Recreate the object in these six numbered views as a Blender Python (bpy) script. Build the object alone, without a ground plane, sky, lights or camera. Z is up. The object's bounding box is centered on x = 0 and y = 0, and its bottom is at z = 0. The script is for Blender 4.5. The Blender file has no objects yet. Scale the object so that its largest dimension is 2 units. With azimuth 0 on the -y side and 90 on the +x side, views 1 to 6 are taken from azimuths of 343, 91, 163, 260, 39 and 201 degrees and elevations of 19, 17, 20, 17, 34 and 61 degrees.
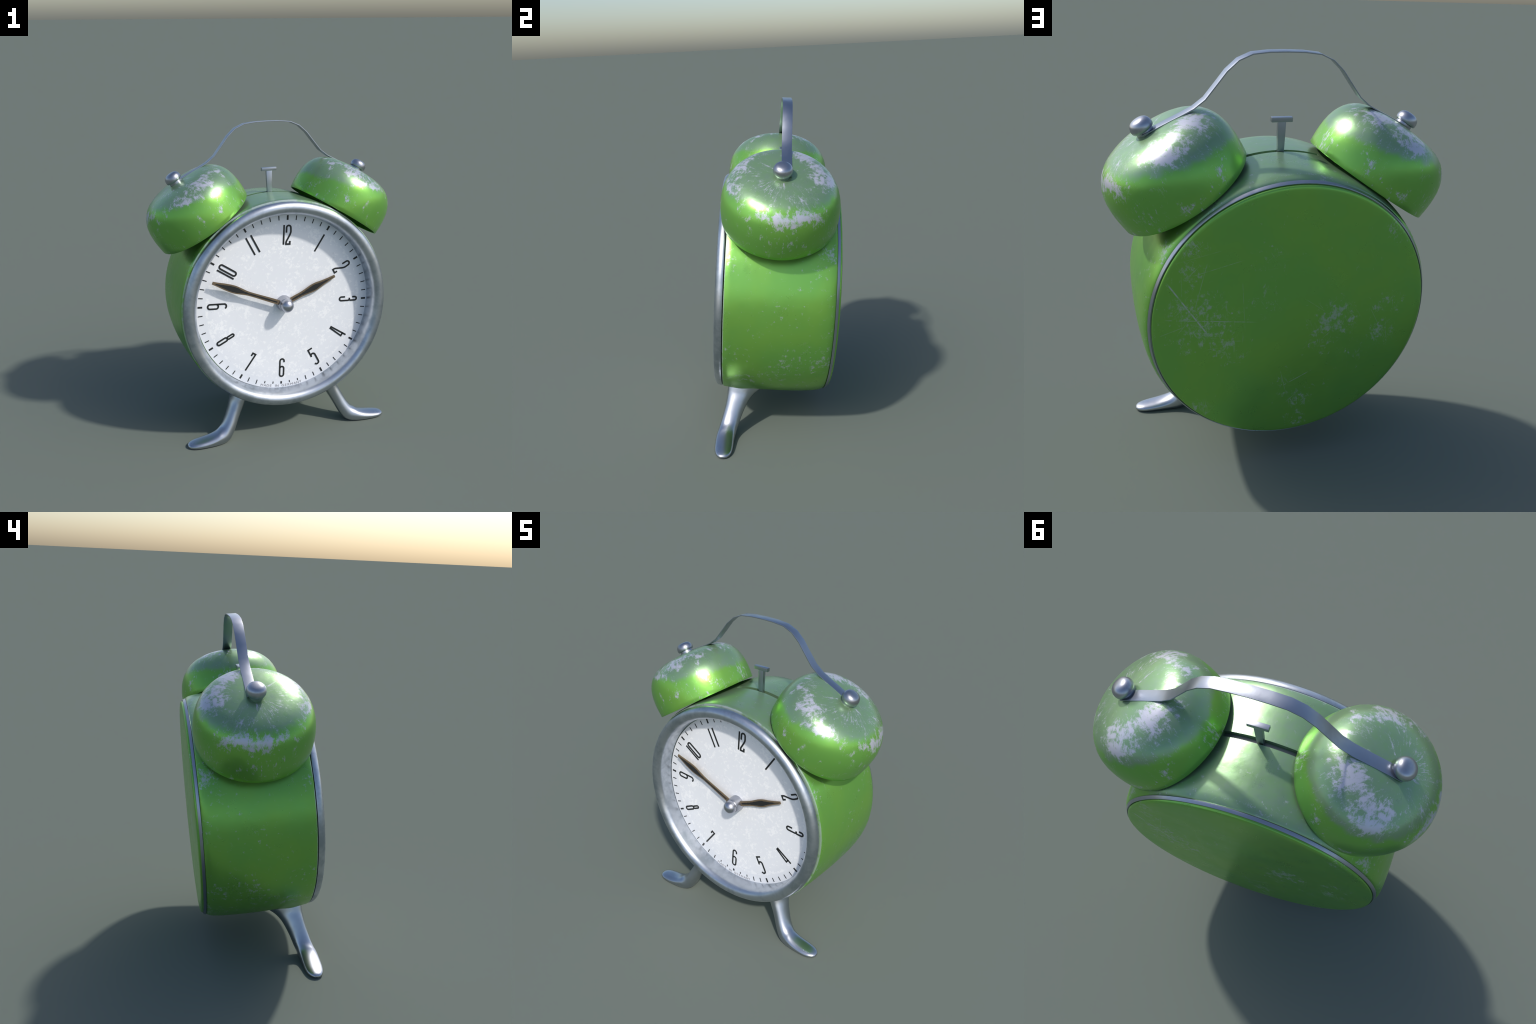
import bpy, bmesh, math, random
from math import sin, cos, pi, radians, sqrt, atan2, exp
from mathutils import Matrix, Vector

random.seed(11)

# --------------------------------------------------------------------------
# frame: the clock body is a drum whose axis leans back by TILT; everything
# except the legs is modelled in the drum's own frame (X right, Y towards the
# back along the axis, Z up, origin on the axis) and placed with LEAN.
# --------------------------------------------------------------------------
TILT = math.atan(0.0954)
LEAN = Matrix.Translation((0, 0, 0.8528)) @ Matrix.Rotation(-TILT, 4, 'X')

COL = bpy.context.scene.collection


# ------------------------------ node helpers ------------------------------
class Nodes:
    def __init__(self, name):
        self.mat = bpy.data.materials.new(name)
        self.mat.use_nodes = True
        self.nt = self.mat.node_tree
        self.nt.nodes.clear()
        self.out = self.nt.nodes.new('ShaderNodeOutputMaterial')
        self.bsdf = self.nt.nodes.new('ShaderNodeBsdfPrincipled')
        self.nt.links.new(self.bsdf.outputs[0], self.out.inputs[0])

    def put(self, sock, val):
        if val is None:
            return
        if isinstance(val, bpy.types.NodeSocket):
            self.nt.links.new(val, sock)
        else:
            if isinstance(val, (tuple, list)) and len(val) == 3 and sock.type == 'RGBA':
                val = (*val, 1.0)
            sock.default_value = val

    def obj(self, scale=(1, 1, 1), loc=(0, 0, 0), rot=(0, 0, 0)):
        tc = self.nt.nodes.new('ShaderNodeTexCoord')
        mp = self.nt.nodes.new('ShaderNodeMapping')
        mp.inputs['Scale'].default_value = scale
        mp.inputs['Location'].default_value = loc
        mp.inputs['Rotation'].default_value = rot
        self.nt.links.new(tc.outputs['Object'], mp.inputs['Vector'])
        return mp.outputs[0]

    def mapping(self, vec, scale=(1, 1, 1), loc=(0, 0, 0), rot=(0, 0, 0)):
        mp = self.nt.nodes.new('ShaderNodeMapping')
        mp.inputs['Scale'].default_value = scale
        mp.inputs['Location'].default_value = loc
        mp.inputs['Rotation'].default_value = rot
        self.nt.links.new(vec, mp.inputs['Vector'])
        return mp.outputs[0]

    def m(self, op, a, b=None, c=None, clamp=False):
        n = self.nt.nodes.new('ShaderNodeMath')
        n.operation = op
        n.use_clamp = clamp
        self.put(n.inputs[0], a)
        self.put(n.inputs[1], b)
        self.put(n.inputs[2], c)
        return n.outputs[0]

    def sep(self, v):
        n = self.nt.nodes.new('ShaderNodeSeparateXYZ')
        self.put(n.inputs[0], v)
        return n.outputs

    def comb(self, x, y, z):
        n = self.nt.nodes.new('ShaderNodeCombineXYZ')
        for s, v in zip(n.inputs, (x, y, z)):
            self.put(s, v)
        return n.outputs[0]

    def noise(self, vec, scale, detail=4, rough=0.5, dist=0.0):
        n = self.nt.nodes.new('ShaderNodeTexNoise')
        self.put(n.inputs['Vector'], vec)
        n.inputs['Scale'].default_value = scale
        n.inputs['Detail'].default_value = detail
        n.inputs['Roughness'].default_value = rough
        n.inputs['Distortion'].default_value = dist
        return n.outputs['Fac']

    def step(self, val, lo, hi):
        n = self.nt.nodes.new('ShaderNodeMapRange')
        n.interpolation_type = 'SMOOTHSTEP'
        self.put(n.inputs['Value'], val)
        n.inputs['From Min'].default_value = lo
        n.inputs['From Max'].default_value = hi
        return n.outputs[0]

    def lin(self, val, lo, hi, a, b):
        n = self.nt.nodes.new('ShaderNodeMapRange')
        self.put(n.inputs['Value'], val)
        for k, v in zip(('From Min', 'From Max', 'To Min', 'To Max'), (lo, hi, a, b)):
            n.inputs[k].default_value = v
        return n.outputs[0]

    def mix(self, fac, a, b):
        n = self.nt.nodes.new('ShaderNodeMix')
        n.data_type = 'RGBA'
        self.put(n.inputs[0], fac)
        self.put(n.inputs[6], a)
        self.put(n.inputs[7], b)
        return n.outputs[2]

    def blob(self, vec, centre, radius):
        """1 at centre falling to 0 at radius (object units)"""
        n = self.nt.nodes.new('ShaderNodeVectorMath')
        n.operation = 'DISTANCE'
        self.put(n.inputs[0], vec)
        n.inputs[1].default_value = centre
        r = self.nt.nodes.new('ShaderNodeMapRange')
        r.interpolation_type = 'SMOOTHSTEP'
        self.nt.links.new(n.outputs['Value'], r.inputs['Value'])
        r.inputs['From Min'].default_value = 0.0
        r.inputs['From Max'].default_value = radius
        r.inputs['To Min'].default_value = 1.0
        r.inputs['To Max'].default_value = 0.0
        return r.outputs[0]

    def bump(self, height, strength, dist=0.01):
        n = self.nt.nodes.new('ShaderNodeBump')
        n.inputs['Strength'].default_value = strength
        n.inputs['Distance'].default_value = dist
        self.put(n.inputs['Height'], height)
        self.nt.links.new(n.outputs[0], self.bsdf.inputs['Normal'])

    def set(self, **kw):
        names = dict(color='Base Color', metal='Metallic', rough='Roughness',
                     spec='Specular IOR Level', ior='IOR', coat='Coat Weight',
                     coat_rough='Coat Roughness')
        for k, v in kw.items():
            self.put(self.bsdf.inputs[names[k]], v)


GREEN = (0.235, 0.525, 0.088)
GREEN2 = (0.205, 0.505, 0.098)
TOP_GREY = (0.262, 0.392, 0.255)       # greyer green mixed into the upper faces
BARE = (0.555, 0.565, 0.640)
PAINT_METAL = 0.62
PAINT_ROUGH = 0.31


def finish_paint(n, vec, wear, faint=None, bumps=0.12, top_grey=None):
    """green enamel over bare metal, wear = 0..1 mask of bared metal"""
    tone = n.noise(vec, 3.0, 3, 0.5)
    paint = n.mix(n.step(tone, 0.35, 0.65), GREEN, GREEN2)
    speck = n.step(n.noise(vec, 95.0, 2, 0.5), 0.79, 0.83)
    paint = n.mix(n.m('MULTIPLY', speck, 0.6), paint, (0.03, 0.09, 0.015))
    if top_grey is not None:
        paint = n.mix(n.m('MULTIPLY', top_grey, n.lin(n.noise(vec, 22.0, 6, 0.65), 0.3, 0.7, 0.70, 1.0)), paint, TOP_GREY)
    if faint is not None:
        paint = n.mix(faint, paint, (0.27, 0.36, 0.26))
    cloud = n.noise(vec, 9.0, 5, 0.6)
    n.set(color=n.mix(wear, paint, BARE),
          metal=n.lin(wear, 0.0, 1.0, PAINT_METAL, 0.45),
          rough=n.m('ADD', n.lin(cloud, 0.3, 0.7, PAINT_ROUGH - 0.05, PAINT_ROUGH + 0.05), n.m('MULTIPLY', wear, 0.04)))
    h = n.m('SUBTRACT', n.m('MULTIPLY', n.noise(vec, 16.0, 3, 0.5), 0.35),
            n.m('MULTIPLY', wear, 0.04))
    n.bump(h, bumps, 0.02)
    return n.mat


def bell_paint(name, flip):
    n = Nodes(name)
    p = n.obj(scale=(flip, 1, 1))
    x, y, z = n.sep(p)
    r = n.m('SQRT', n.m('ADD', n.m('MULTIPLY', x, x), n.m('MULTIPLY', y, y)))
    rs = n.m('MAXIMUM', r, 0.02)
    # coordinates that stretch along the bell's meridians
    k = n.m('DIVIDE', n.m('MULTIPLY_ADD', r, 0.35, 0.20), rs)
    t = n.m('MULTIPLY', n.m('SUBTRACT', z, n.m('MULTIPLY', r, 0.9)), 0.42)
    v = n.comb(n.m('MULTIPLY', x, k), n.m('MULTIPLY', y, k), t)
    streak = n.noise(v, 21.0, 10, 0.84, 0.25)
    flake = n.noise(p, 27.0, 10, 0.86)
    blotch = n.noise(n.mapping(p, loc=(1.3, 4.2, 2.2)), 9.5, 7, 0.66, 0.4)
    big = n.noise(n.mapping(p, loc=(3.1, 1.7, 0.4)), 4.2, 2, 0.5)
    # rubbed shoulder of the dome
    d = n.m('DIVIDE', n.m('SUBTRACT', z, 0.252), 0.046)
    ring = n.m('POWER', 2.718, n.m('MULTIPLY', n.m('MULTIPLY', d, d), -1.0))
    bias = n.m('MULTIPLY', ring, n.lin(big, 0.3, 0.7, 0.02, 0.14))
    spots = [(-115, .262, .252, .09, .17), (-80, .25, .268, .09, .16), (-45, .248, .271, .08, .13),
             (-142, .245, .27, .10, .16), (-135, .165, .316, .06, .12), (-1, .248, .271, .07, .20), (17, .245, .273, .05, .16),
             (90, .284, .22, .075, .22), (102, .268, .247, .07, .17), (120, .272, .24, .08, .2), (140, .274, .238, .09, .14),
             (155, .276, .235, .09, .16), (70, .278, .233, .06, .18), (87, .30, .19, .06, .14),
             (-18, .149, .321, .028, .15), (1, .10, .328, .025, .14), (-62, .124, .326, .04, .12),
             (22, .11, .327, .025, .10), (70, .175, .312, .035, .13), (80, .155, .319, .03, .13),
             (88, .03, .328, .05, .12), (128, .118, .326, .05, .09), (12, .24, .277, .04, .10)]
    for (a, h, rr, rad, amp) in spots:
        c = (rr * cos(radians(a)), rr * sin(radians(a)), h)
        bias = n.m('MULTIPLY_ADD', n.blob(p, c, rad * 1.15), amp * 0.50, bias)
    bias = n.m('MINIMUM', bias, 0.128)
    f = n.m('ADD', n.m('MULTIPLY_ADD', blotch, 0.36, n.m('MULTIPLY_ADD', streak, 0.42, n.m('MULTIPLY', flake, 0.28))), -0.53)
    f = n.m('ADD', n.m('MULTIPLY_ADD', f, 1.7, 0.5), bias)
    wear = n.step(f, 0.570, 0.680)
    tiny = n.step(n.m('MULTIPLY_ADD', n.noise(v, 46.0, 6, 0.72), 0.7, n.m('MULTIPLY', big, 0.3)), 0.572, 0.650)
    wear = n.m('MAXIMUM', wear, n.m('MULTIPLY', tiny, 0.75))
    s = n.m('ADD', n.m('SUBTRACT', z, n.m('MULTIPLY', x, 0.30)),
            n.m('MULTIPLY', n.m('SUBTRACT', n.noise(v, 9.0, 7, 0.7), 0.5), 0.11))
    return finish_paint(n, p, wear, top_grey=n.step(s, 0.195, 0.235))


def case_paint():
    n = Nodes('case_enamel')
    p = n.obj()
    x, y, z = n.sep(p)
    ax = n.m('ABSOLUTE', x)
    pm = n.comb(ax, y, z)
    # rubbed brighter along both edges of the drum
    edge = n.m('MAXIMUM', n.step(y, 0.16, 0.34), n.m('MULTIPLY', n.step(y, -0.24, -0.31), 0.8))
    big = n.noise(p, 3.0, 2, 0.5)
    fine = n.noise(pm, 30.0, 10, 0.78)
    f = n.m('ADD', fine, n.m('MULTIPLY', edge, n.lin(big, 0.35, 0.65, -0.01, 0.08)))
    for c, rad, a in [((.66, .26, -.30), .12, .10), ((.68, .12, -.28), .2, .05), ((.66, -.22, -.22), .10, .07),
                      ((.6, .28, .36), .12, .09), ((.62, -.27, .3), .12, .07), ((.5, -.1, -.5), .25, .04),
                      ((.69, 0, .05), .16, .03), ((.60, .05, -.34), .20, .055), ((.55, -.16, -.42), .14, .06), ((.45, .2, -.53), .2, .05)]:
        f = n.m('MULTIPLY_ADD', n.blob(pm, c, rad), a, f)
    wear = n.m('MULTIPLY', n.step(f, 0.585, 0.705), 0.7)
    # worn arris next to the bezel
    lip = n.m('MULTIPLY', n.step(y, -0.290, -0.295), n.step(n.noise(p, 12.0, 4, 0.6), 0.38, 0.55))
    wear = n.m('MAXIMUM', wear, n.m('MULTIPLY', lip, 0.55))
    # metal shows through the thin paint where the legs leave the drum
    thin = n.m('MULTIPLY', n.blob(pm, (.335, -.18, -.645), .12), 0.6)
    s = n.m('ADD', z, n.m('MULTIPLY', n.m('SUBTRACT', n.noise(p, 6.0, 7, 0.7), 0.5), 0.30))
    return finish_paint(n, p, wear, faint=thin, bumps=0.10, top_grey=n.step(s, 0.44, 0.56))


def back_paint():
    n = Nodes('back_enamel')
    p = n.obj()
    x, y, z = n.sep(p)
    area = None
    for cx, cz, rad, a in [(.44, .03, .28, .125), (.33, -.10, .16, .13), (.48, .28, .17, .10), (.47, .39, .12, .12), (.29, -.13, .14, .10),
                           (.14, .10, .16, .085), (-.20, -.03, .20, .15), (-.15, -.12, .16, .11), (-.45, -.13, .14, .13), (-.47, .03, .15, .10),
                           (-.48, .42, .14, .12), (.44, -.44, .10, .14), (-.06, -.46, .13, .13), (.02, -.36, .15, .08), (.12, .32, .14, .07),
                           (-.05, -.58, .10, .12), (.55, .10, .14, .09), (-.3, -.2, .2, .07)]:
        b = n.m('MULTIPLY', n.blob(p, (cx, .358, cz), rad), a)
        area = b if area is None else n.m('MAXIMUM', area, b)
    fine = n.noise(p, 22.0, 10, 0.76)
    scuff = n.noise(n.mapping(p, rot=(0, .6, 0), scale=(1, 1, .5)), 55.0, 5, 0.65, 1.2)
    f = n.m('ADD', n.m('MULTIPLY_ADD', fine, 0.68, n.m('MULTIPLY', scuff, 0.32)), area)
    wear = n.m('MULTIPLY', n.step(f, 0.595, 0.695), 0.50)
    # a web of fine scratches: noise drawn out in several directions
    for rot, sc, off in ((.95, 26, 0), (.05, 24, 3), (-.75, 30, 7), (1.45, 22, 11)):
        q = n.mapping(n.mapping(p, rot=(0, rot, 0)), scale=(2.4, 1, sc), loc=(off, off * .3, 0))
        hair = n.m('MULTIPLY', n.step(n.noise(q, 3.2, 4, 0.72), 0.60, 0.70), n.step(area, 0.015, 0.10))
        hair = n.m('MULTIPLY', hair, n.step(n.noise(p, 14.0, 4, 0.6), 0.40, 0.60))
        wear = n.m('MAXIMUM', wear, n.m('MULTIPLY', hair, 0.45))
    # long hairline scratches from end to end, broken by noise
    gap = n.noise(p, 30.0, 4, 0.65)
    for (ax, az, bx, bz), w, a in [((.585, .245, .384, -.065), .0046, .75), ((.604, .062, .165, .002), .0030, .50), ((.406, .33, .475, .05), .0022, .3),
                                   ((.475, .265, .240, .325), .0022, .30), ((.035, -.372, -.115, -.297), .0030, .5), ((.54, -.02, .40, .16), .0022, .3),
                                   ((.43, .10, .395, -.10), .0022, .35), ((.52, .0, .52, .30), .0018, .2), ((.25, .22, .23, -.05), .0018, .22),
                                   ((.62, -.02, .5, .02), .0022, .3), ((-.05, .1, -.25, -.05), .0018, .2), ((-.38, .02, -.5, -.2), .0018, .25),
                                   ((.05, -.28, .015, -.42), .0022, .3), ((.36, -.02, .30, -.2), .0020, .28), ((.55, .33, .33, .38), .0018, .2)]:
        L = math.hypot(bx - ax, bz - az)
        dx, dz = (bx - ax) / L, (bz - az) / L
        off = n.m('ABSOLUTE', n.m('ADD', n.m('SUBTRACT', n.m('MULTIPLY', x, -dz), n.m('MULTIPLY', z, -dx)), ax * dz - az * dx))
        along = n.m('ADD', n.m('MULTIPLY_ADD', x, dx, n.m('MULTIPLY', z, dz)), -(ax * dx + az * dz))
        span = n.m('MULTIPLY', n.step(along, 0, .10 * L), n.step(along, L, .80 * L))
        line = n.m('MULTIPLY', n.m('MULTIPLY', n.step(off, w, w * .25), span), n.step(gap, .34, .54))
        wear = n.m('MAXIMUM', wear, n.m('MULTIPLY', line, a))
    return finish_paint(n, p, wear, bumps=0.04)


def plain_green(name, col):
    n = Nodes(name)
    n.set(color=n.mix(n.noise(n.obj(), 8.0, 4, 0.5), col, tuple(c * 0.8 for c in col)), metal=0.3, rough=0.45)
    return n.mat


def steel(name, base=(0.50, 0.51, 0.53), rough=0.30, dirt=(0.30, 0.34, 0.36), scale=14.0, amount=0.55, bump=0.05):
    n = Nodes(name)
    p = n.obj()
    a = n.noise(p, scale, 6, 0.62)
    b = n.noise(n.mapping(p, loc=(5, 2, 1)), scale * 0.35, 3, 0.5)
    mask = n.m('MULTIPLY', n.step(n.m('MULTIPLY_ADD', a, 0.6, n.m('MULTIPLY', b, 0.4)), 0.42, 0.62), amount)
    n.set(color=n.mix(mask, base, dirt), metal=1.0,
          rough=n.lin(a, 0.3, 0.7, rough - 0.05, rough + 0.08))
    n.bump(a, bump, 0.01)
    return n.mat


def dial_white():
    n = Nodes('dial_white')
    p = n.obj()
    x, y, z = n.sep(p)
    r = n.m('SQRT', n.m('ADD', n.m('MULTIPLY', x, x), n.m('MULTIPLY', z, z)))
    inner = n.step(n.m('ADD', r, n.m('MULTIPLY', n.m('SUBTRACT', n.noise(p, 30.0, 3, 0.5), 0.5), 0.012)), 0.528, 0.520)
    patch = n.m('MULTIPLY_ADD', n.noise(p, 11.0, 8, 0.80), 0.55, n.m('MULTIPLY', n.noise(p, 58.0, 4, 0.7), 0.45))
    crisp = n.m('MULTIPLY', n.step(n.m('ADD', patch, n.m('MULTIPLY', n.step(n.m('ABSOLUTE', n.m('SUBTRACT', r, 0.515)), 0.02, 0.0), 0.04)),
                                   0.525, 0.56), inner)
    col = n.mix(crisp, (0.860, 0.872, 0.895), (0.97, 0.972, 0.975))
    grit = n.m('MULTIPLY', n.step(n.noise(p, 75.0, 3, 0.6), 0.66, 0.74), n.step(n.noise(p, 9.0, 2, 0.5), 0.42, 0.62))
    col = n.mix(n.m('MULTIPLY', grit, 0.35), col, (0.45, 0.45, 0.46))
    n.set(color=col, metal=0.0, rough=n.m('SUBTRACT', 0.5, n.m('MULTIPLY', crisp, 0.12)))
    n.bump(crisp, 0.03, 0.01)
    return n.mat


def flat(name, col, rough=0.5, metal=0.0, vary=0.25, scale=30.0):
    n = Nodes(name)
    n.set(color=n.mix(n.noise(n.obj(), scale, 4, 0.6), col, tuple(c * (1 + vary) for c in col)), rough=rough, metal=metal)
    return n.mat


M_BELL_R = bell_paint('bell_enamel', 1)
M_BELL_L = bell_paint('bell_enamel_mirrored', -1)
M_CASE = case_paint()
M_BACK = back_paint()
M_STEEL = steel('bezel_steel', base=(0.56, 0.595, 0.645), rough=0.36, dirt=(0.34, 0.385, 0.43), scale=11.0, amount=0.85, bump=0.03)
M_LEG = steel('leg_steel', base=(0.50, 0.525, 0.57), rough=0.31, dirt=(0.36, 0.40, 0.45), scale=7.0, bump=0.03)
M_STRAP = steel('strap_steel', base=(0.40, 0.43, 0.49), rough=0.33, dirt=(0.33, 0.36, 0.42), scale=9.0)
M_KNOB = steel('knob_steel', base=(0.48, 0.49, 0.54), rough=0.33, dirt=(0.33, 0.35, 0.39), scale=14.0, amount=0.6, bump=0.02)
M_DIAL = dial_white()
M_INK = flat('dial_ink', (0.012, 0.013, 0.013), 0.5)
M_FADED = flat('faded_ink', (0.20, 0.20, 0.21), 0.6, scale=90.0, vary=0.9)
M_HAND = flat('hand_black', (0.018, 0.018, 0.018), 0.45)
M_BRASS = flat('hand_edge', (0.128, 0.094, 0.056), 0.5, vary=0.4)
M_SLOT = flat('slot_metal', (0.20, 0.205, 0.22), 0.45, metal=0.6)
M_POST = flat('post_iron', (0.05, 0.055, 0.06), 0.5, metal=0.7)


# ------------------------------ mesh helpers ------------------------------
def make(name, mesh, mat, parent=None, matrix=None):
    o = bpy.data.objects.new(name, mesh)
    COL.objects.link(o)
    if mat is not None and len(mesh.materials) == 0:
        mesh.materials.append(mat)
    if parent is not None:
        o.parent = parent
    o.matrix_world = matrix if matrix is not None else LEAN.copy()
    return o


def smooth(mesh, angle=40):
    for f in mesh.polygons:
        f.use_smooth = True
    mesh.set_sharp_from_angle(angle=radians(angle))


def finish(bm, name, angle=40):
    bmesh.ops.recalc_face_normals(bm, faces=bm.faces)
    me = bpy.data.meshes.new(name)
    bm.to_mesh(me)
    bm.free()
    if angle:
        smooth(me, angle)
    return me


def lathe(name, prof, seg, axis='Y', angle=40, warp=None, closed=False):
    """revolve (along, radius) pairs round an axis; radius 0 closes the end"""
    bm = bmesh.new()
    rings = []
    for (h, r) in prof:
        if r < 1e-6:
            rings.append([bm.verts.new((0, h, 0) if axis == 'Y' else (0, 0, h))])
            continue
        ring = []
        for i in range(seg):
            a = 2 * pi * i / seg
            rr = r if warp is None else warp(h, a, r)
            ring.append(bm.verts.new((rr * cos(a), h, rr * sin(a)) if axis == 'Y' else (rr * cos(a), rr * sin(a), h)))
        rings.append(ring)
    pairs = list(zip(rings, rings[1:]))
    if closed:
        pairs.append((rings[-1], rings[0]))
    for A, B in pairs:
        for i in range(seg):
            j = (i + 1) % seg
            if len(A) == 1 and len(B) == 1:
                continue
            if len(A) == 1:
                bm.faces.new((A[0], B[i], B[j]))
            elif len(B) == 1:
                bm.faces.new((A[i], A[j], B[0]))
            else:
                bm.faces.new((A[i], A[j], B[j], B[i]))
    return finish(bm, name, angle)


def spline(pts, n):
    """Catmull-Rom through control points, n samples a span"""
    P = [Vector(p) for p in pts]
    P = [P[0] * 2 - P[1]] + P + [P[-1] * 2 - P[-2]]
    out = []
    for i in range(1, len(P) - 2):
        for k in range(n):
            t = k / n
            a, b, c, d = P[i - 1], P[i], P[i + 1], P[i + 2]
            out.append(0.5 * ((2 * b) + (c - a) * t + (2 * a - 5 * b + 4 * c - d) * t * t + (3 * b - a - 3 * c + d) * t ** 3))
    out.append(P[-2])
    return out


def box(name, size, centre=(0, 0, 0), bevel=0.003, taper=1.0):
    bm = bmesh.new()
    bmesh.ops.create_cube(bm, size=1)
    for v in bm.verts:
        k = taper if v.co.z < 0 else 1.0
        v.co = Vector((v.co.x * size[0] * k, v.co.y * size[1], v.co.z * size[2])) + Vector(centre)
    if bevel:
        bmesh.ops.bevel(bm, geom=bm.edges[:], offset=bevel, segments=2, profile=0.6, affect='EDGES')
    return bm


# ------------------------------- the clock --------------------------------
root = bpy.data.objects.new('alarm_clock', None)
COL.objects.link(root)
root["label"] = "worn green twin-bell alarm clock with steel bezel and feet"
root["category"] = "alarm clock"

# case: a barrel-shaped drum, with a recess for the dial in front
case_prof = [(-.226, 0), (-.226, .612), (-.292, .612), (-.2965, .62), (-.2970, .6775), (-.2960, .6800), (-.2910, .6825),
             (-.26, .6848), (-.20, .6882), (-.12, .6918), (-.04, .6942), (.04, .6952), (.12, .6945), (.20, .6915), (.25, .6880),
             (.285, .6832), (.303, .6785), (.3150, .6725), (.3210, .6682), (.3240, .663), (.325, .655), (.325, 0)]


def leg_swell(h, a, r):
    """the drum flows out a little into each leg"""
    if r < .66:
        return r
    s = 0
    for x in (.335, -.335):
        a0 = atan2(-.60, x)
        da = (a - a0 + pi) % (2 * pi) - pi
        s += exp(-((da * .69) / .055) ** 2 - ((h + .19) / .06) ** 2)
    return r + .011 * s - .0060 * max(0, -sin(a))


dense = []
for (h0, r0), (h1, r1) in zip(case_prof, case_prof[1:]):
    k = max(1, int(abs(h1 - h0) / .02)) if r0 > .66 and r1 > .66 else 1
    for i in range(k):
        t = i / k
        dense.append((h0 + (h1 - h0) * t, r0 + (r1 - r0) * t))
dense.append(case_prof[-1])
case_me = lathe('case', dense, 144, warp=leg_swell, angle=35)
case = make('case', case_me, M_CASE, root)

# slot for the hammer arm, cut in the top of the case
bm = bmesh.new()
N = 24
vs = []
for r in (.667, .76):
    for y in (-.016, .0135):
        vs.append([bm.verts.new((r * sin(a), y, r * cos(a))) for a in [(-.276 + .552 * i / N) for i in range(N + 1)]])
a, b, c, d = vs
for i in range(N):
    bm.faces.new((a[i], a[i + 1], b[i + 1], b[i]))
    bm.faces.new((c[i], d[i], d[i + 1], c[i + 1]))
    bm.faces.new((a[i], c[i], c[i + 1], a[i + 1]))
    bm.faces.new((b[i], b[i + 1], d[i + 1], d[i]))
bm.faces.new((a[0], b[0], d[0], c[0]))
bm.faces.new((a[N], c[N], d[N], b[N]))
cut = make('slot_cutter', finish(bm, 'slot_cutter', None), M_CASE, root)
mod = case.modifiers.new('slot', 'BOOLEAN')
mod.object = cut
mod.operation = 'DIFFERENCE'
mod.solver = 'EXACT'
dg = bpy.context.evaluated_depsgraph_get()
me2 = bpy.data.meshes.new_from_object(case.evaluated_get(dg))
case.modifiers.clear()
case.data = me2
smooth(me2, 35)
bpy.data.objects.remove(cut)

# metal floor in the slot
bm = bmesh.new()
rows = []
for r, y in ((.6685, -.0145), (.6685, .0120), (.660, .0120), (.660, -.0145)):
    rows.append([bm.verts.new((r * sin(t), y, r * cos(t))) for t in [(-.272 + .544 * i / N) for i in range(N + 1)]])
for q in range(4):
    A, B = rows[q], rows[(q + 1) % 4]
    for i in range(N):
        bm.faces.new((A[i], A[i + 1], B[i + 1], B[i]))
bm.faces.new([rw[0] for rw in rows])
bm.faces.new([rw[N] for rw in rows])
make('slot_floor', finish(bm, 'slot_floor', 30), M_SLOT, case)

# back: steel rim and a green cover, a touch sunk in the rim
rim_prof = [(.3240, .640), (.3240, .6652), (.3250, .6668), (.3270, .6666), (.3395, .6592), (.3402, .6576), (.3392, .6562), (.3330, .6555), (.333, .640)]
make('back_rim', lathe('back_rim', rim_prof, 128, angle=30, closed=True), M_STRAP, root)
cov_prof = [(.327, .6525), (.3430, .6520), (.3485, .6495), (.3515, .6435), (.3533, .632), (.3545, .61), (.3555, .56), (.3564, .42), (.3569, .2), (.3570, 0)]
make('back_cover', lathe('back_cover', cov_prof, 128, angle=60), M_BACK, root)

# bezel
bez_prof = [(-.2290, .5875), (-.2290, .5855), (-.246, .5865), (-.266, .5885), (-.286, .5895), (-.300, .5905), (-.312, .5922), (-.322, .5950),
            (-.331, .6010), (-.3385, .6070), (-.3440, .6150), (-.3475, .6245), (-.3485, .6345), (-.3470, .6450), (-.3430, .6545),
            (-.3365, .6625), (-.3285, .6685), (-.3190, .6718), (-.3080, .6728), (-.3035, .6715), (-.3025, .668), (-.3020, .640),
            (-.2980, .6100), (-.2300, .6095)]
make('bezel', lathe('bezel', bez_prof, 144, angle=50, closed=True), M_STEEL, root)

# ------------------------------- the dial ---------------------------------
DY = -.2347
SPIN = Matrix.Rotation(radians(3.79), 4, 'Y')          # dial is set slightly clockwise
DIAL = LEAN @ Matrix.Translation((.005, 0, 0)) @ SPIN
dial = make('dial', lathe('dial', [(-.2280, 0), (-.2280, .5865), (DY + .0005, .5865), (DY, .5855), (DY, .45), (DY, .25), (DY, 0)], 128, angle=30), M_DIAL, root, DIAL)


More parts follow.
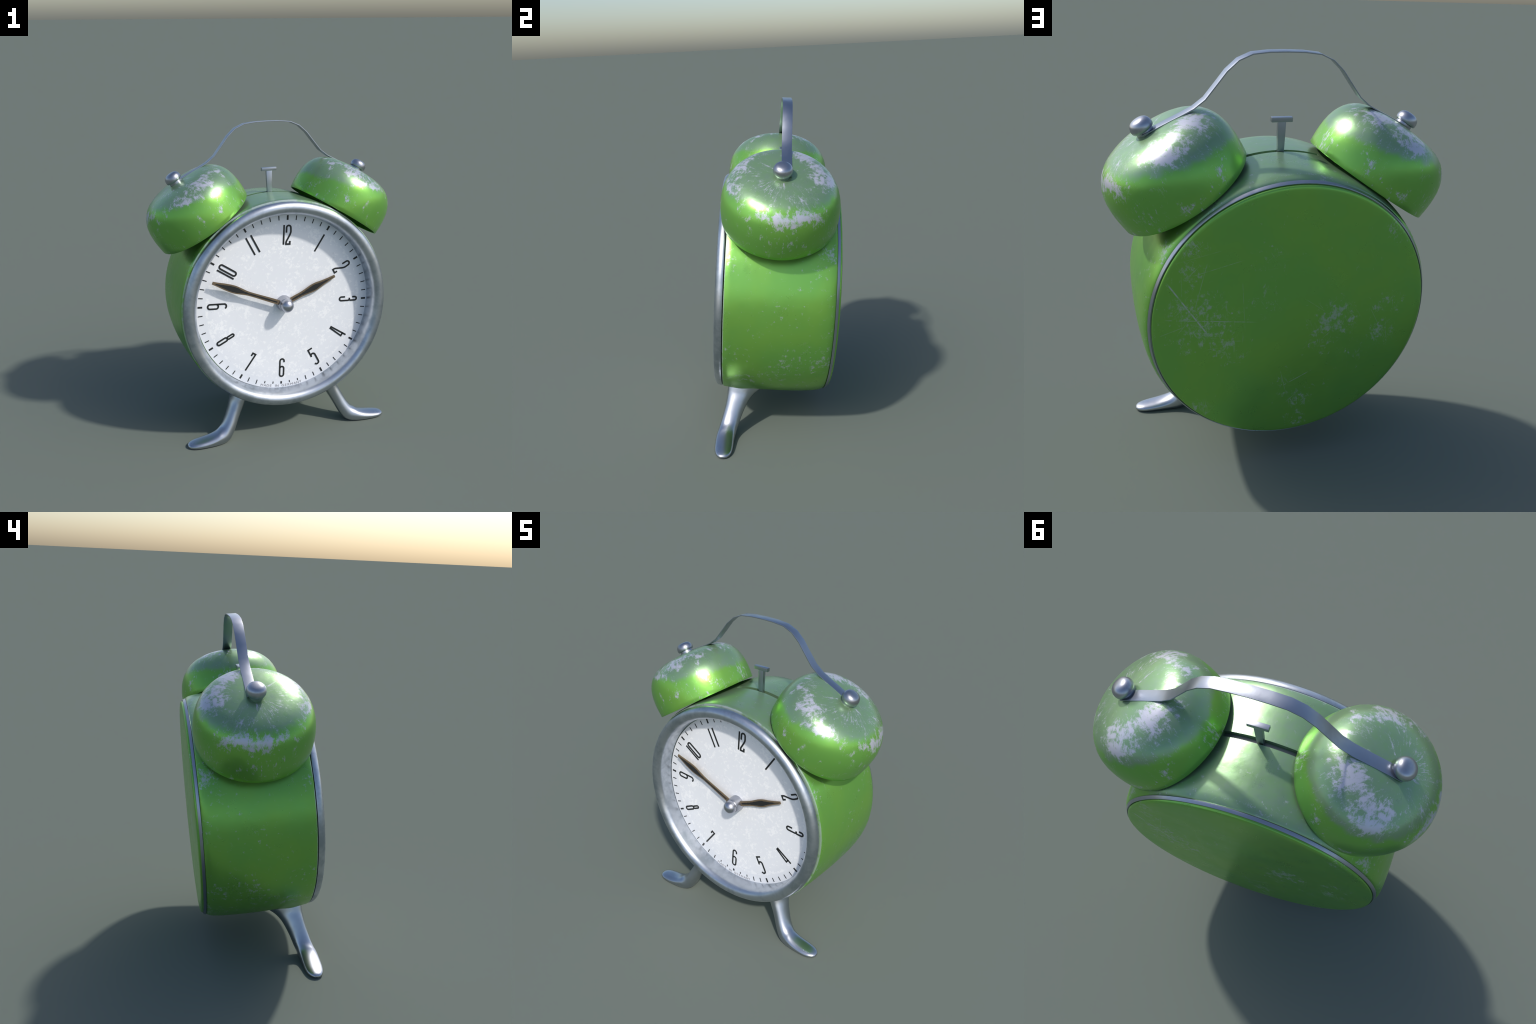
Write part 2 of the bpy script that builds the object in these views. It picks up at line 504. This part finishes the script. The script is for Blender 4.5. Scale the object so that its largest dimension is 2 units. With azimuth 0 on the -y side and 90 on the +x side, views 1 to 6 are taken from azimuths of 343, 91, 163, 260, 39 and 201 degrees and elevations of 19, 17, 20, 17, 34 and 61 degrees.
def ribbon(bm, pts, w, y0, y1, closed=False):
    """a flat stroke of width w along pts in the XZ plane, raised from y0 to y1"""
    P = [Vector((p[0], p[1])) for p in pts]
    n = len(P)
    L, R = [], []
    for i, p in enumerate(P):
        a = P[(i - 1) % n] if (closed or i > 0) else None
        b = P[(i + 1) % n] if (closed or i < n - 1) else None
        d1 = (p - a).normalized() if a is not None else None
        d2 = (b - p).normalized() if b is not None else None
        if d1 is None:
            d1 = d2
        if d2 is None:
            d2 = d1
        n1, n2 = Vector((-d1.y, d1.x)), Vector((-d2.y, d2.x))
        mt = (n1 + n2).normalized()
        k = min(1.6, 1.0 / max(.3, mt.dot(n1)))
        L.append(p + mt * (w / 2 * k))
        R.append(p - mt * (w / 2 * k))
    q = [[bm.verts.new((v.x, y, v.y)) for v in S] for S, y in ((L, y0), (L, y1), (R, y1), (R, y0))]
    for s in range(4):
        A, B = q[s], q[(s + 1) % 4]
        for i in range(n if closed else n - 1):
            j = (i + 1) % n
            bm.faces.new((A[i], A[j], B[j], B[i]))
    if not closed:
        bm.faces.new([c[0] for c in q])
        bm.faces.new([c[-1] for c in q])


def arc(cx, cy, rx, ry, a0, a1, n=9):
    return [(cx + rx * cos(radians(a0 + (a1 - a0) * i / n)), cy + ry * sin(radians(a0 + (a1 - a0) * i / n))) for i in range(n + 1)]


def two(o):
    top = [(o - .0142, .0138)] + arc(o, .0455, .0142, .0145, 180, 0)
    tail = spline([(o + .0142, .0455), (o + .0145, .014), (o + .0005, -.0175), (o - .0115, -.040), (o - .0143, -.051)], 4)
    return top + [(p[0], p[1]) for p in (Vector(t).to_2d() for t in tail)][1:] + [(o - .0143, -.0603), (o + .0112, -.0603), (o + .0112, -.0405)]


def zero(o, hw, y0, y1):
    return arc(o, y1 - hw, hw, hw, 0, 180) + arc(o, y0 + hw, hw, hw, 180, 360)


ONE = lambda o: [(o, .0632), (o, -.0632)]
GLYPH = {  # numeral: (open strokes, closed loops), top of the numeral is +
    12: ([ONE(-.0216), two(.0096)], []),
    1: ([ONE(0)], []),
    2: ([two(0)], []),
    3: ([[(-.0153, -.0215)] + arc(-.0027, -.0475, .0126, .0128, 180, 360) + [(.0099, -.006)] + arc(.0020, -.001, .0079, .0110, 0, 90)[1:],
         [(-.0075, .0112), (.0015, .0112)] + arc(.0020, .020, .0075, .0090, 270, 360) + arc(-.0022, .0485, .0117, .0122, 0, 180) + [(-.0139, .031)]], []),
    4: ([[(.0068, -.0640), (.0068, .0615), (-.0042, .0615), (-.0146, -.0365), (.0125, -.0365)]], []),
    5: ([[(.0160, .0608), (-.0145, .0608), (-.0148, .0060)],
         [(-.0146, .0085)] + arc(-.0003, .0100, .0146, .0152, 155, 0) + arc(-.0003, -.0440, .0146, .0150, 0, -165)], []),
    6: ([[(.0142, .0375)] + arc(0, .0470, .0142, .0142, 0, 180) + arc(0, -.0465, .0138, .0140, 180, 360) + arc(0, -.0055, .0138, .0140, 0, 165)], []),
    7: ([[(-.0106, .0400), (-.0106, .0608), (.0112, .0608), (.0046, -.0632)]], []),
    8: ([], [zero(-.0004, .0084, .0135, .0610), zero(-.0012, .0116, -.0612, .0125)]),
    9: ([arc(0, -.0465, .0150, .0140, 205, 360) + arc(0, .0465, .0150, .0142, 0, 180) + arc(0, .0060, .0150, .0140, 180, 345)], []),
    10: ([ONE(-.0216)], [zero(.0090, .0138, -.0608, .0608)]),
    11: ([ONE(-.0180), ONE(.0180)], []),
}
RNUM = .448
for h in range(1, 13):
    bm = bmesh.new()
    strokes, loops = GLYPH[h]
    lift = 0.0016
    for s in strokes:
        ribbon(bm, s, .0106, 0.002, -lift)
        lift += .0008
    for s in loops:
        ribbon(bm, s, .0106, 0.002, -lift, closed=True)
        lift += .0008
    me = finish(bm, 'numeral', 30)
    a = h * pi / 6
    flip = pi if 4 <= h <= 8 else 0
    mt = DIAL @ Matrix.Translation((RNUM * sin(a), DY, RNUM * cos(a))) @ Matrix.Rotation(a + flip, 4, 'Y')
    make('numeral', me, M_INK, dial, mt)


def mark(name, w, r0, r1):
    bm = bmesh.new()
    ribbon(bm, [(0, r0), (0, r1)], w, 0.002, -.0015)
    me = finish(bm, name, None)
    me.materials.append(M_INK)
    return me


thin, thin_short = mark('minute_mark', .0058, .5440, .5735), mark('minute_mark', .0058, .5440, .5590)
thick, thick_short = mark('hour_mark', .0116, .5435, .5735), mark('hour_mark', .0110, .5435, .5600)
for i in range(60):
    short = 28 <= i <= 32
    a = i * pi / 30
    me = (thick_short if short else thick) if i % 5 == 0 else (thin_short if short else thin)
    make('hour_mark' if i % 5 == 0 else 'minute_mark', me, M_INK, dial, DIAL @ Matrix.Translation((0, DY, 0)) @ Matrix.Rotation(a, 4, 'Y'))

# the small line of lettering under the six
text = "MADE IN GERMANY"
widths = {'M': 1.25, 'I': .45, ' ': .95, 'W': 1.3}
total = sum(widths.get(ch, 1.0) for ch in text)
pos, bml = 0.0, bmesh.new()
for ch in text:
    w = widths.get(ch, 1.0)
    a = radians(194.8 - (194.8 - 165.3) * (pos + w / 2) / total)
    pos += w
    if ch == ' ':
        continue
    cu = bpy.data.curves.new('letter', 'FONT')
    cu.body = ch
    cu.align_x = 'CENTER'
    cu.size = .0232
    cu.extrude = .0008
    to = bpy.data.objects.new('letter', cu)
    COL.objects.link(to)
    dg = bpy.context.evaluated_depsgraph_get()
    lm = bpy.data.meshes.new_from_object(to.evaluated_get(dg))
    lm.transform(Matrix.Translation((.581 * sin(a), DY - .0007, .581 * cos(a))) @ Matrix.Rotation(a + pi, 4, 'Y') @ Matrix.Rotation(pi / 2, 4, 'X') @ Matrix.Diagonal((1.15, 1, 1, 1)))
    bml.from_mesh(lm)
    bpy.data.objects.remove(to)
    bpy.data.curves.remove(cu)
    bpy.data.meshes.remove(lm)
me = bpy.data.meshes.new('lettering')
bml.to_mesh(me)
bml.free()
make('lettering', me, M_FADED, dial, DIAL)


# -------------------------------- the hands -------------------------------
def hand(name, prof, x_dir, y0, thick):
    """prof: (distance from the arbor, half width); black face let into a brass-brown edge"""
    prof = [(p.x, p.y) for p in spline([(a, b, 0) for a, b in prof], 4)]
    bm = bmesh.new()

    def plate(pts, ya, yb, mi, close_back):
        n = len(pts)
        T = [[bm.verts.new((x, y, s * w)) for x, w in pts] for y in (ya, yb) for s in (1, -1)]
        fs = []
        for i in range(n - 1):
            fs.append(bm.faces.new((T[2][i], T[2][i + 1], T[3][i + 1], T[3][i])))
            if close_back:
                fs.append(bm.faces.new((T[0][i], T[0][i + 1], T[1][i + 1], T[1][i])))
            fs.append(bm.faces.new((T[0][i], T[0][i + 1], T[2][i + 1], T[2][i])))
            fs.append(bm.faces.new((T[1][i], T[1][i + 1], T[3][i + 1], T[3][i])))
        for i in (0, n - 1):
            fs.append(bm.faces.new((T[0][i], T[1][i], T[3][i], T[2][i])))
        for f in fs:
            f.material_index = mi
    plate(prof, y0, y0 - thick, 0, True)
    rnd = random.Random(len(name))
    inner = [(x, max(.0006, w - .0076 - .0030 * rnd.random() - .004 * max(0, 1 - (x - prof[0][0]) / .12))) for x, w in prof if x > prof[0][0] + .035 and x < prof[-1][0] - .012]
    plate(inner, y0 - thick + .001, y0 - thick - .0013, 1, True)
    me = finish(bm, name, 30)
    me.materials.append(M_BRASS)
    me.materials.append(M_HAND)
    ang = atan2(x_dir[1], x_dir[0])
    return make(name, me, None, root, LEAN @ Matrix.Translation((0, 0, 0)) @ Matrix.Rotation(-ang, 4, 'Y'))


hand('minute_hand', [(.02, .0150), (.10, .0150), (.17, .0138), (.22, .0130), (.27, .0138), (.31, .0190), (.355, .0248),
                     (.395, .0238), (.44, .0188), (.475, .0132), (.5125, .0090)], (-.4722, .1967), -.2695, .006)
hand('hour_hand', [(.02, .0162), (.09, .0162), (.13, .0165), (.165, .0200), (.205, .0252), (.245, .0245), (.285, .0175), (.33, .0122), (.380, .0082)],
     (.3502, .1451), -.2505, .006)

hub_prof = [(-.230, 0), (-.230, .0515), (-.2365, .0515), (-.270, .0490), (-.2950, .0455), (-.2965, .0442), (-.2965, .0436), (-.304, .0440)]
hub_prof += [(-.304 - .0420 * sin(radians(t)), .0439 * cos(radians(t))) for t in range(10, 90, 10)] + [(-.3460, 0)]
make('hand_hub', lathe('hand_hub', hub_prof, 40, angle=40), M_KNOB, root)

# ------------------------------- the bells --------------------------------
AL = radians(32.7)
outer = [(.003, .3265), (.03, .3285), (.06, .3300), (.09, .3300), (.12, .3280), (.15, .3240), (.18, .3160), (.205, .3060), (.23, .2910), (.25, .2745),
         (.266, .2570), (.280, .2350), (.291, .2090), (.2995, .1780), (.3055, .1430), (.3095, .1050), (.3120, .0620), (.3130, .0300), (.3132, 0)]
inner = [(max(h - .009, .003), max(r - .009, 0)) for h, r in outer][::-1]
inner[0] = (.3035, 0)
bell_prof = outer[::-1] + [(-.002, .3255), (-.002, .3205)] + inner[::-1][0:]
bell_prof = outer[::-1] + [(.0005, .3245), (.0005, .3195)] + [p for p in inner[::-1]]
bell_me = lathe('bell', bell_prof, 112, axis='Z', angle=35)
bell_me.materials.append(M_BELL_R)
knob_prof = [(.300, 0), (.300, .0420), (.3120, .0412), (.3280, .0402), (.3290, .0465), (.3305, .0498), (.3370, .0525), (.3450, .0530), (.3550, .0515), (.3650, .0475),
             (.3735, .0405), (.3790, .0310), (.3818, .0200), (.3828, .0090), (.3830, 0)]
knob_me = lathe('bell_knob', knob_prof, 40, axis='Z', angle=35)
knob_me.materials.append(M_KNOB)
post_me = lathe('bell_post', [(-.02, 0), (-.02, .022), (.302, .022), (.302, 0)], 24, axis='Z', angle=35)
post_me.materials.append(M_POST)
for side, mat in ((1, M_BELL_R), (-1, M_BELL_L)):
    mt = LEAN @ Matrix.Translation((side * .4440, -.0065, .5338)) @ Matrix.Rotation(side * AL, 4, 'Y')
    bell = make('bell', bell_me, mat, root, mt)
    bell.material_slots[0].link = 'OBJECT'
    bell.material_slots[0].material = mat
    make('bell_knob', knob_me, None, bell, mt)
    make('bell_post', post_me, None, bell, mt)

# carrying strap over the bells
half = [(.632, .7960), (.585, .8185), (.510, .8560), (.455, .8830), (.410, .9070), (.360, .9460), (.307, 1.0130), (.266, 1.0660), (.215, 1.1120),
        (.155, 1.1382), (.080, 1.1465), (0, 1.1482)]
path = half + [(-x, z) for x, z in half[-2::-1]]
bm = bmesh.new()
ribbon(bm, path, .0058, -.013, .043)
bmesh.ops.recalc_face_normals(bm, faces=bm.faces)
edges = [e for e in bm.edges if len(e.link_faces) == 2 and e.calc_face_angle() > 1.0]
bmesh.ops.bevel(bm, geom=edges, offset=.0010, segments=2, profile=.6, affect='EDGES')
make('handle', finish(bm, 'handle', 35), M_STRAP, root)

# hammer: a T standing in the slot
bm = box('hammer', (.0390, .022, .172), (0, -.002, .7500), .0020, taper=.80)
bm2 = box('hammer_head', (.1000, .0250, .0225), (0, -.002, .8430), .0020)
for v in bm2.verts:
    v.co.z += .0030 * (1 - (v.co.x / .05) ** 2)
t2 = bpy.data.meshes.new('t')
bm2.to_mesh(t2)
bm2.free()
bm.from_mesh(t2)
bpy.data.meshes.remove(t2)
make('hammer', finish(bm, 'hammer', 35), M_STRAP, root)


# -------------------------------- the legs --------------------------------
# stations along the right leg in world space: centre x, y, z, half thickness (in the
# XZ plane, across the spine), half depth (along y), lean of the section in XZ (degrees
# from horizontal cut), extra depth thrown backwards
stations = [
    (.288, -.180, .325, .057, .127, 32),
    (.313, -.212, .270, .051, .112, 32),
    (.329, -.244, .232, .0465, .086, 31),
    (.348, -.267, .196, .0445, .071, 30),
    (.370, -.287, .154, .0430, .0635, 30),
    (.392, -.306, .112, .0435, .0600, 31),
    (.416, -.322, .073, .0465, .0585, 38),
    (.442, -.335, .046, .0505, .0575, 50),
    (.478, -.344, .032, .0440, .0570, 72),
    (.518, -.349, .0245, .0352, .0565, 84),
    (.562, -.351, .0195, .0285, .0560, 90),
    (.604, -.352, .0165, .0240, .0540, 92),
    (.640, -.352, .0145, .0203, .0485, 94),
    (.662, -.352, .0135, .0168, .0400, 94),
    (.678, -.352, .0125, .0124, .0280, 94),
    (.687, -.352, .0120, .0060, .0140, 94),
]
SEC = 28


def leg_mesh(name, side):
    keys = [Vector((a, b, c)) for a, b, c, *_ in stations]
    shp = [Vector((d, e, f)) for *_, d, e, f in stations]
    pts = spline(keys, 4)
    sh = spline(shp, 4)
    bm = bmesh.new()
    rings = []
    for p, s in zip(pts, sh):
        t = radians(s.z)
        # across the leg in the XZ plane: horizontal for the shank, turning upright at the foot
        ux, uz = cos(t), sin(t)
        ring = []
        for i in range(SEC):
            a = 2 * pi * i / SEC
            ca, sa = cos(a), sin(a)
            e = .86
            ca = math.copysign(abs(ca) ** e, ca)
            sa = math.copysign(abs(sa) ** e, sa)
            q = p + Vector((ux * s.x * ca, s.y * sa, uz * s.x * ca))
            if q.z < 0.0:
                q.z = 0.0
            ring.append(bm.verts.new((q.x * side, q.y, q.z)))
        rings.append(ring)
    for A, B in zip(rings, rings[1:]):
        for i in range(SEC):
            j = (i + 1) % SEC
            bm.faces.new((A[i], A[j], B[j], B[i]))
    bm.faces.new(rings[0])
    bm.faces.new(rings[-1])
    return finish(bm, name, 55)


for side in (1, -1):
    make('leg', leg_mesh('leg', side), M_LEG, root, Matrix.Identity(4))
